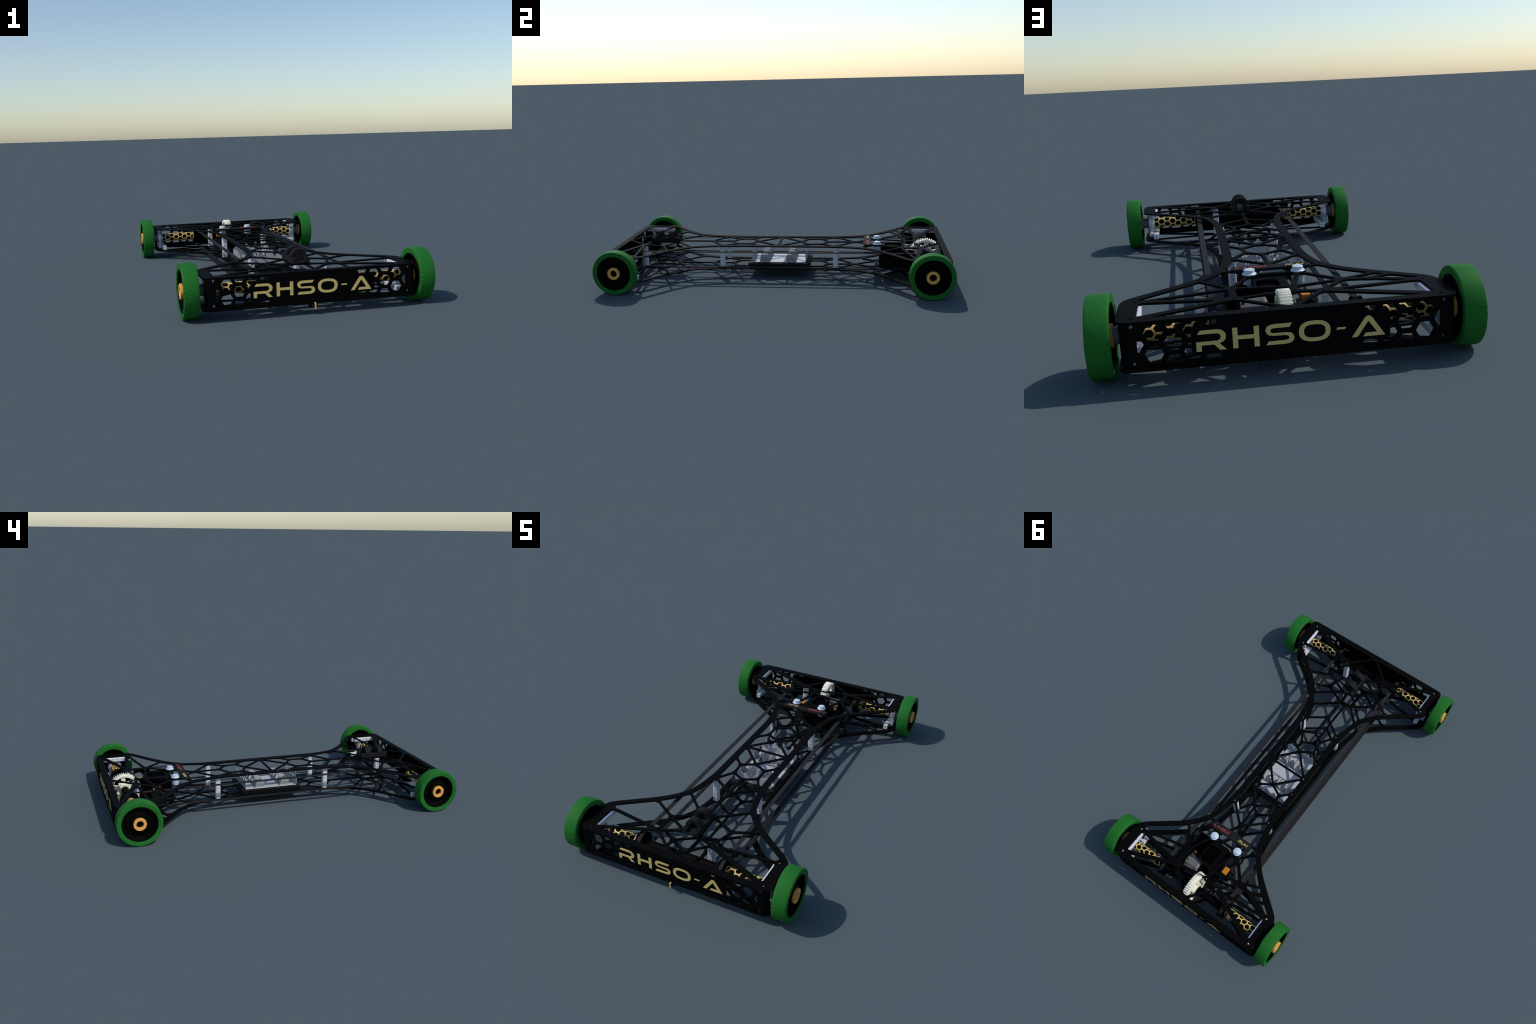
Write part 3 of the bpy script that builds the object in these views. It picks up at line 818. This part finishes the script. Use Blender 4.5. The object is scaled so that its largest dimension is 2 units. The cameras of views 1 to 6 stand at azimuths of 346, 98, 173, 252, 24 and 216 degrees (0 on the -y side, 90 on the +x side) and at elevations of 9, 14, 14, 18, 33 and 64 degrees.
# slanted technical capitals: centre-line strokes in a unit cell
STROKE = {
 "L": [[(0, 1), (0, 0), (1, 0)]],
 "A": [[(0, 0), (.5, 1), (1, 0)], [(.38, .28), (.86, .28)]],
 "S": [[(1, 1), (.1, 1), (.1, .52), (.9, .52), (.9, 0), (0, 0)]],
 "E": [[(1, 1), (0, 1), (0, 0), (1, 0)], [(0, .5), (.85, .5)]],
 "R": [[(0, 0), (0, .42), (.85, .42), (.95, .72), (.85, 1), (0, 1)], [(.45, .42), (1, 0)]],
 "U": [[(0, 1), (0, .15), (.15, 0), (.85, 0), (1, .15), (1, 1)]],
 "N": [[(0, 0), (0, 1), (1, 0), (1, 1)]],
}
def word_loops(word, width, height, t, slant=0.25):
    s = Sheet(-0.005, width+0.012, -0.005, height+0.005, 0.0003)
    cell = width/len(word)
    for i, ch in enumerate(word):
        for st in STROKE[ch]:
            P = [((i+0.06)*cell + u*cell*0.72 + v*height*slant, v*(height-2*t)+t) for u, v in st]
            for a, b in zip(P, P[1:]): s.bar(a, b, t, k=0.0006)
    return s.loops(0.00006)
for word, x_, w_, mt, nm in (("LASER", 0.1205, 0.1035, M_REDTXT, "red_word"), ("RUN", -0.0475, 0.0640, M_TEXT, "gold_word")):
    me = sheet_mesh(nm, word_loops(word, w_, 0.0150, 0.00125), 0.0012, bevel=0.0001)
    me.transform(Matrix.Rotation(math.pi, 4, "Z"))
    add(nm, me, mt, parent=name_bar, loc=(x_, 0.5425, 0.2027))

# ------------------------------------------------------------------ cradle for a laser pointer on the nose
mount = bmesh.new()
z0 = Z_TOP+0.0003
box_into(mount, -0.041, 0.041, -0.806, -0.628, z0, 0.2030, bevel=0.003, segs=2)
for sx in (-1, 1):
    box_into(mount, sx*0.041-sx*0.013, sx*0.0412, -0.780, -0.654, 0.2000, 0.2195, bevel=0.002)
    for y_ in (-0.792, -0.641):
        box_into(mount, sx*0.018, sx*0.0408, y_-0.0125, y_+0.0125, 0.2000, 0.2190, bevel=0.003, segs=2)
mount_me = finish(mount, "pointer_cradle")
cb = bmesh.new()
for sx in (-1, 1):
    for y_ in (-0.792, -0.641): cyl_into(cb, (sx*0.0292, y_, 0.216), 0.0042, 0.03, "z", 20)
mount_ob = add("pointer_cradle", boolean_cut(mount_me, cb), M_DARK, smooth=30)
def arch_loops():
    s = Sheet(-0.06, 0.06, -0.03, 0.06, 0.0006)
    X, Z = s.X, s.Y
    d = np.hypot(X, Z-0.0)-0.0375
    foot = np.maximum(np.abs(X)-0.036, np.abs(Z+0.012)-0.012)
    d = smin(d, foot, 0.02)
    d = np.maximum(d, -(Z+0.0175))
    hole = np.minimum(np.hypot(X, Z)-0.0175, np.maximum(np.abs(X)-0.0165, np.abs(Z+0.020)-0.012)-0.0)
    s.d = np.maximum(d, -hole)
    return s.loops(0.0001)
al = arch_loops()
for y_, t in ((-0.757, 0.030), (-0.676, 0.034)):
    me = sheet_mesh("cradle_arch", al, t, bevel=0.002, frame="xz")
    add("cradle_arch", me, M_DARK, parent=mount_ob, loc=(0, y_, 0.2195), smooth=30)

# ------------------------------------------------------------------ battery tray and cell cradle
tray_bm = bmesh.new()
box_into(tray_bm, -0.127, 0.127, -0.1835, 0.1905, Z_BOT+0.0003, 0.0815)
es = [e for e in tray_bm.edges if abs(e.verts[0].co.z-e.verts[1].co.z) > 0.01]
bmesh.ops.bevel(tray_bm, geom=es, offset=0.014, segments=6, affect="EDGES", profile=0.5)
tp = [e for e in tray_bm.edges if e.verts[0].co.z > 0.08 and e.verts[1].co.z > 0.08]
bmesh.ops.bevel(tray_bm, geom=tp, offset=0.003, segments=2, affect="EDGES", profile=0.5)
tray_me = finish(tray_bm, "battery_tray")
cb = bmesh.new()
for sx in (-1, 1):
    for y_ in (-0.112, 0.119): cyl_into(cb, (sx*0.118, y_, 0.082), 0.0042, 0.012, "z", 20)
tray = add("battery_tray", boolean_cut(tray_me, cb), M_DARK, smooth=35)

ZS = 0.0820
sheet_bm = bmesh.new()
box_into(sheet_bm, -0.106, 0.106, -0.160, 0.167, ZS, ZS+0.003, bevel=0.0008)
add("cell_sheet", finish(sheet_bm, "cell_sheet"), M_CRADLE, parent=tray)
CELLS = [(-0.081+k*0.054) for k in range(4)]
def end_tab_loops():
    s = Sheet(-0.04, 0.04, -0.01, 0.11, 0.0006)
    X, Z = s.X, s.Y
    d = np.maximum(np.abs(X)-0.0258, np.abs(Z-0.017)-0.017)
    d = np.minimum(d, np.hypot(X, Z-0.033)-0.0262)
    tab = np.minimum(np.maximum(np.abs(X)-0.0062, np.abs(Z-0.058)-0.014), np.hypot(X, Z-0.072)-0.0062)
    s.d = smin(d, tab, 0.004)
    s.hole((0, 0.0722), 0.0026); s.hole((0, 0.033), 0.0032)
    # inner arc slit
    R = np.hypot(X, Z-0.033)
    slit = np.maximum(np.abs(R-0.0185)-0.0009, np.abs(np.arctan2(X, Z-0.033)-0.5)-0.9)
    s.d = np.maximum(s.d, -slit)
    return s.loops(0.0001)
tabs = sheet_mesh("cell_tab", end_tab_loops(), 0.0024, bevel=0.0003, frame="xz")
tabs.materials.append(M_CRADLE)
dish = lathe("tab_dish", [(0.005, 0.0), (0.012, 0.0), (0.010, 0.0028), (0.005, 0.0034)], n=28, axis="y", closed=True)
dish.materials.append(M_SADDLE)
for x_ in CELLS:
    for sg, y_ in ((-1, -0.159), (1, 0.166)):
        t = add("cell_tab", tabs, parent=tray, loc=(x_, y_, ZS+0.001))
        d = add("tab_dish", dish, parent=tray, loc=(x_, y_-sg*0.0013, ZS+0.034))
        if sg > 0: d.rotation_euler = (0, 0, math.pi)

def saddle_loops():
    """Open-top claw holding one round cell, seen along the car."""
    s = Sheet(-0.04, 0.04, -0.01, 0.08, 0.0006)
    X, Z = s.X, s.Y
    body = np.maximum(np.abs(X)-0.0262, np.abs(Z-0.021)-0.021)
    s.d = np.maximum(body, 0.0228-np.hypot(X, (Z-0.0285)))
    s.d = np.minimum(s.d, np.maximum(np.abs(X)-0.0262, np.abs(Z-0.004)-0.004))
    return s.loops(0.0001)
def saddle_mesh():
    """Two leaning side cheeks with curved crowns on a short foot."""
    bm = bmesh.new()
    n = 9
    L = 0.058
    for sg in (-1, 1):
        inner, outer = [], []
        for k in range(n):
            u = k/(n-1)
            inner.append((sg*(0.0085+0.0120*math.sin(u*math.pi*0.62)), 0.003+u*0.046))
            outer.append((sg*(0.0120+0.0135*math.sin(u*math.pi*0.60)), 0.003+u*0.044))
        ring = inner+outer[::-1]
        for yy, shrink in ((0, 0),):
            lo = [bm.verts.new((p[0], -L/2+0.010*(p[1]/0.05)**2, p[1])) for p in ring]
            hi = [bm.verts.new((p[0], L/2-0.010*(p[1]/0.05)**2, p[1])) for p in ring]
        m = len(ring)
        for i in range(m):
            bm.faces.new([lo[i], lo[(i+1) % m], hi[(i+1) % m], hi[i]])
        for i in range(n-1):
            for V in (lo, hi):
                bm.faces.new([V[i], V[i+1], V[m-2-i], V[m-1-i]])
    box_into(bm, -0.020, 0.020, -L/2, L/2, 0.0, 0.0045)
    return finish(bm, "cell_saddle")
sad = saddle_mesh(); sad.materials.append(M_SADDLE)
for p in sad.polygons: p.use_smooth = True
sad.set_sharp_from_angle(angle=math.radians(40))
for x_ in CELLS:
    for y_ in (-0.084, 0.074):
        add("cell_saddle", sad, parent=tray, loc=(x_, y_, ZS+0.0032))

# ------------------------------------------------------------------ guide block under the nose
gb = bmesh.new()
box_into(gb, -0.010, 0.016, -0.9815, -0.945, 0.0265, Z_BOT-T_PL-0.0005, bevel=0.003, segs=2)
cyl_into(gb, (0.003, -0.945, 0.0345), 0.0165, 0.0225, "z", 32)
guide = add("guide_block", finish(gb, "guide_block"), M_DARK, smooth=30)
gs = bmesh.new()
box_into(gs, -0.0005, 0.0062, -0.9925, -0.9895, 0.0245, 0.0525, bevel=0.0006)
box_into(gs, -0.0005, 0.0062, -0.9894, -0.9818, 0.0480, 0.0525, bevel=0.0006)
add("contact_strip", finish(gs, "contact_strip"), M_GOLD, parent=guide)
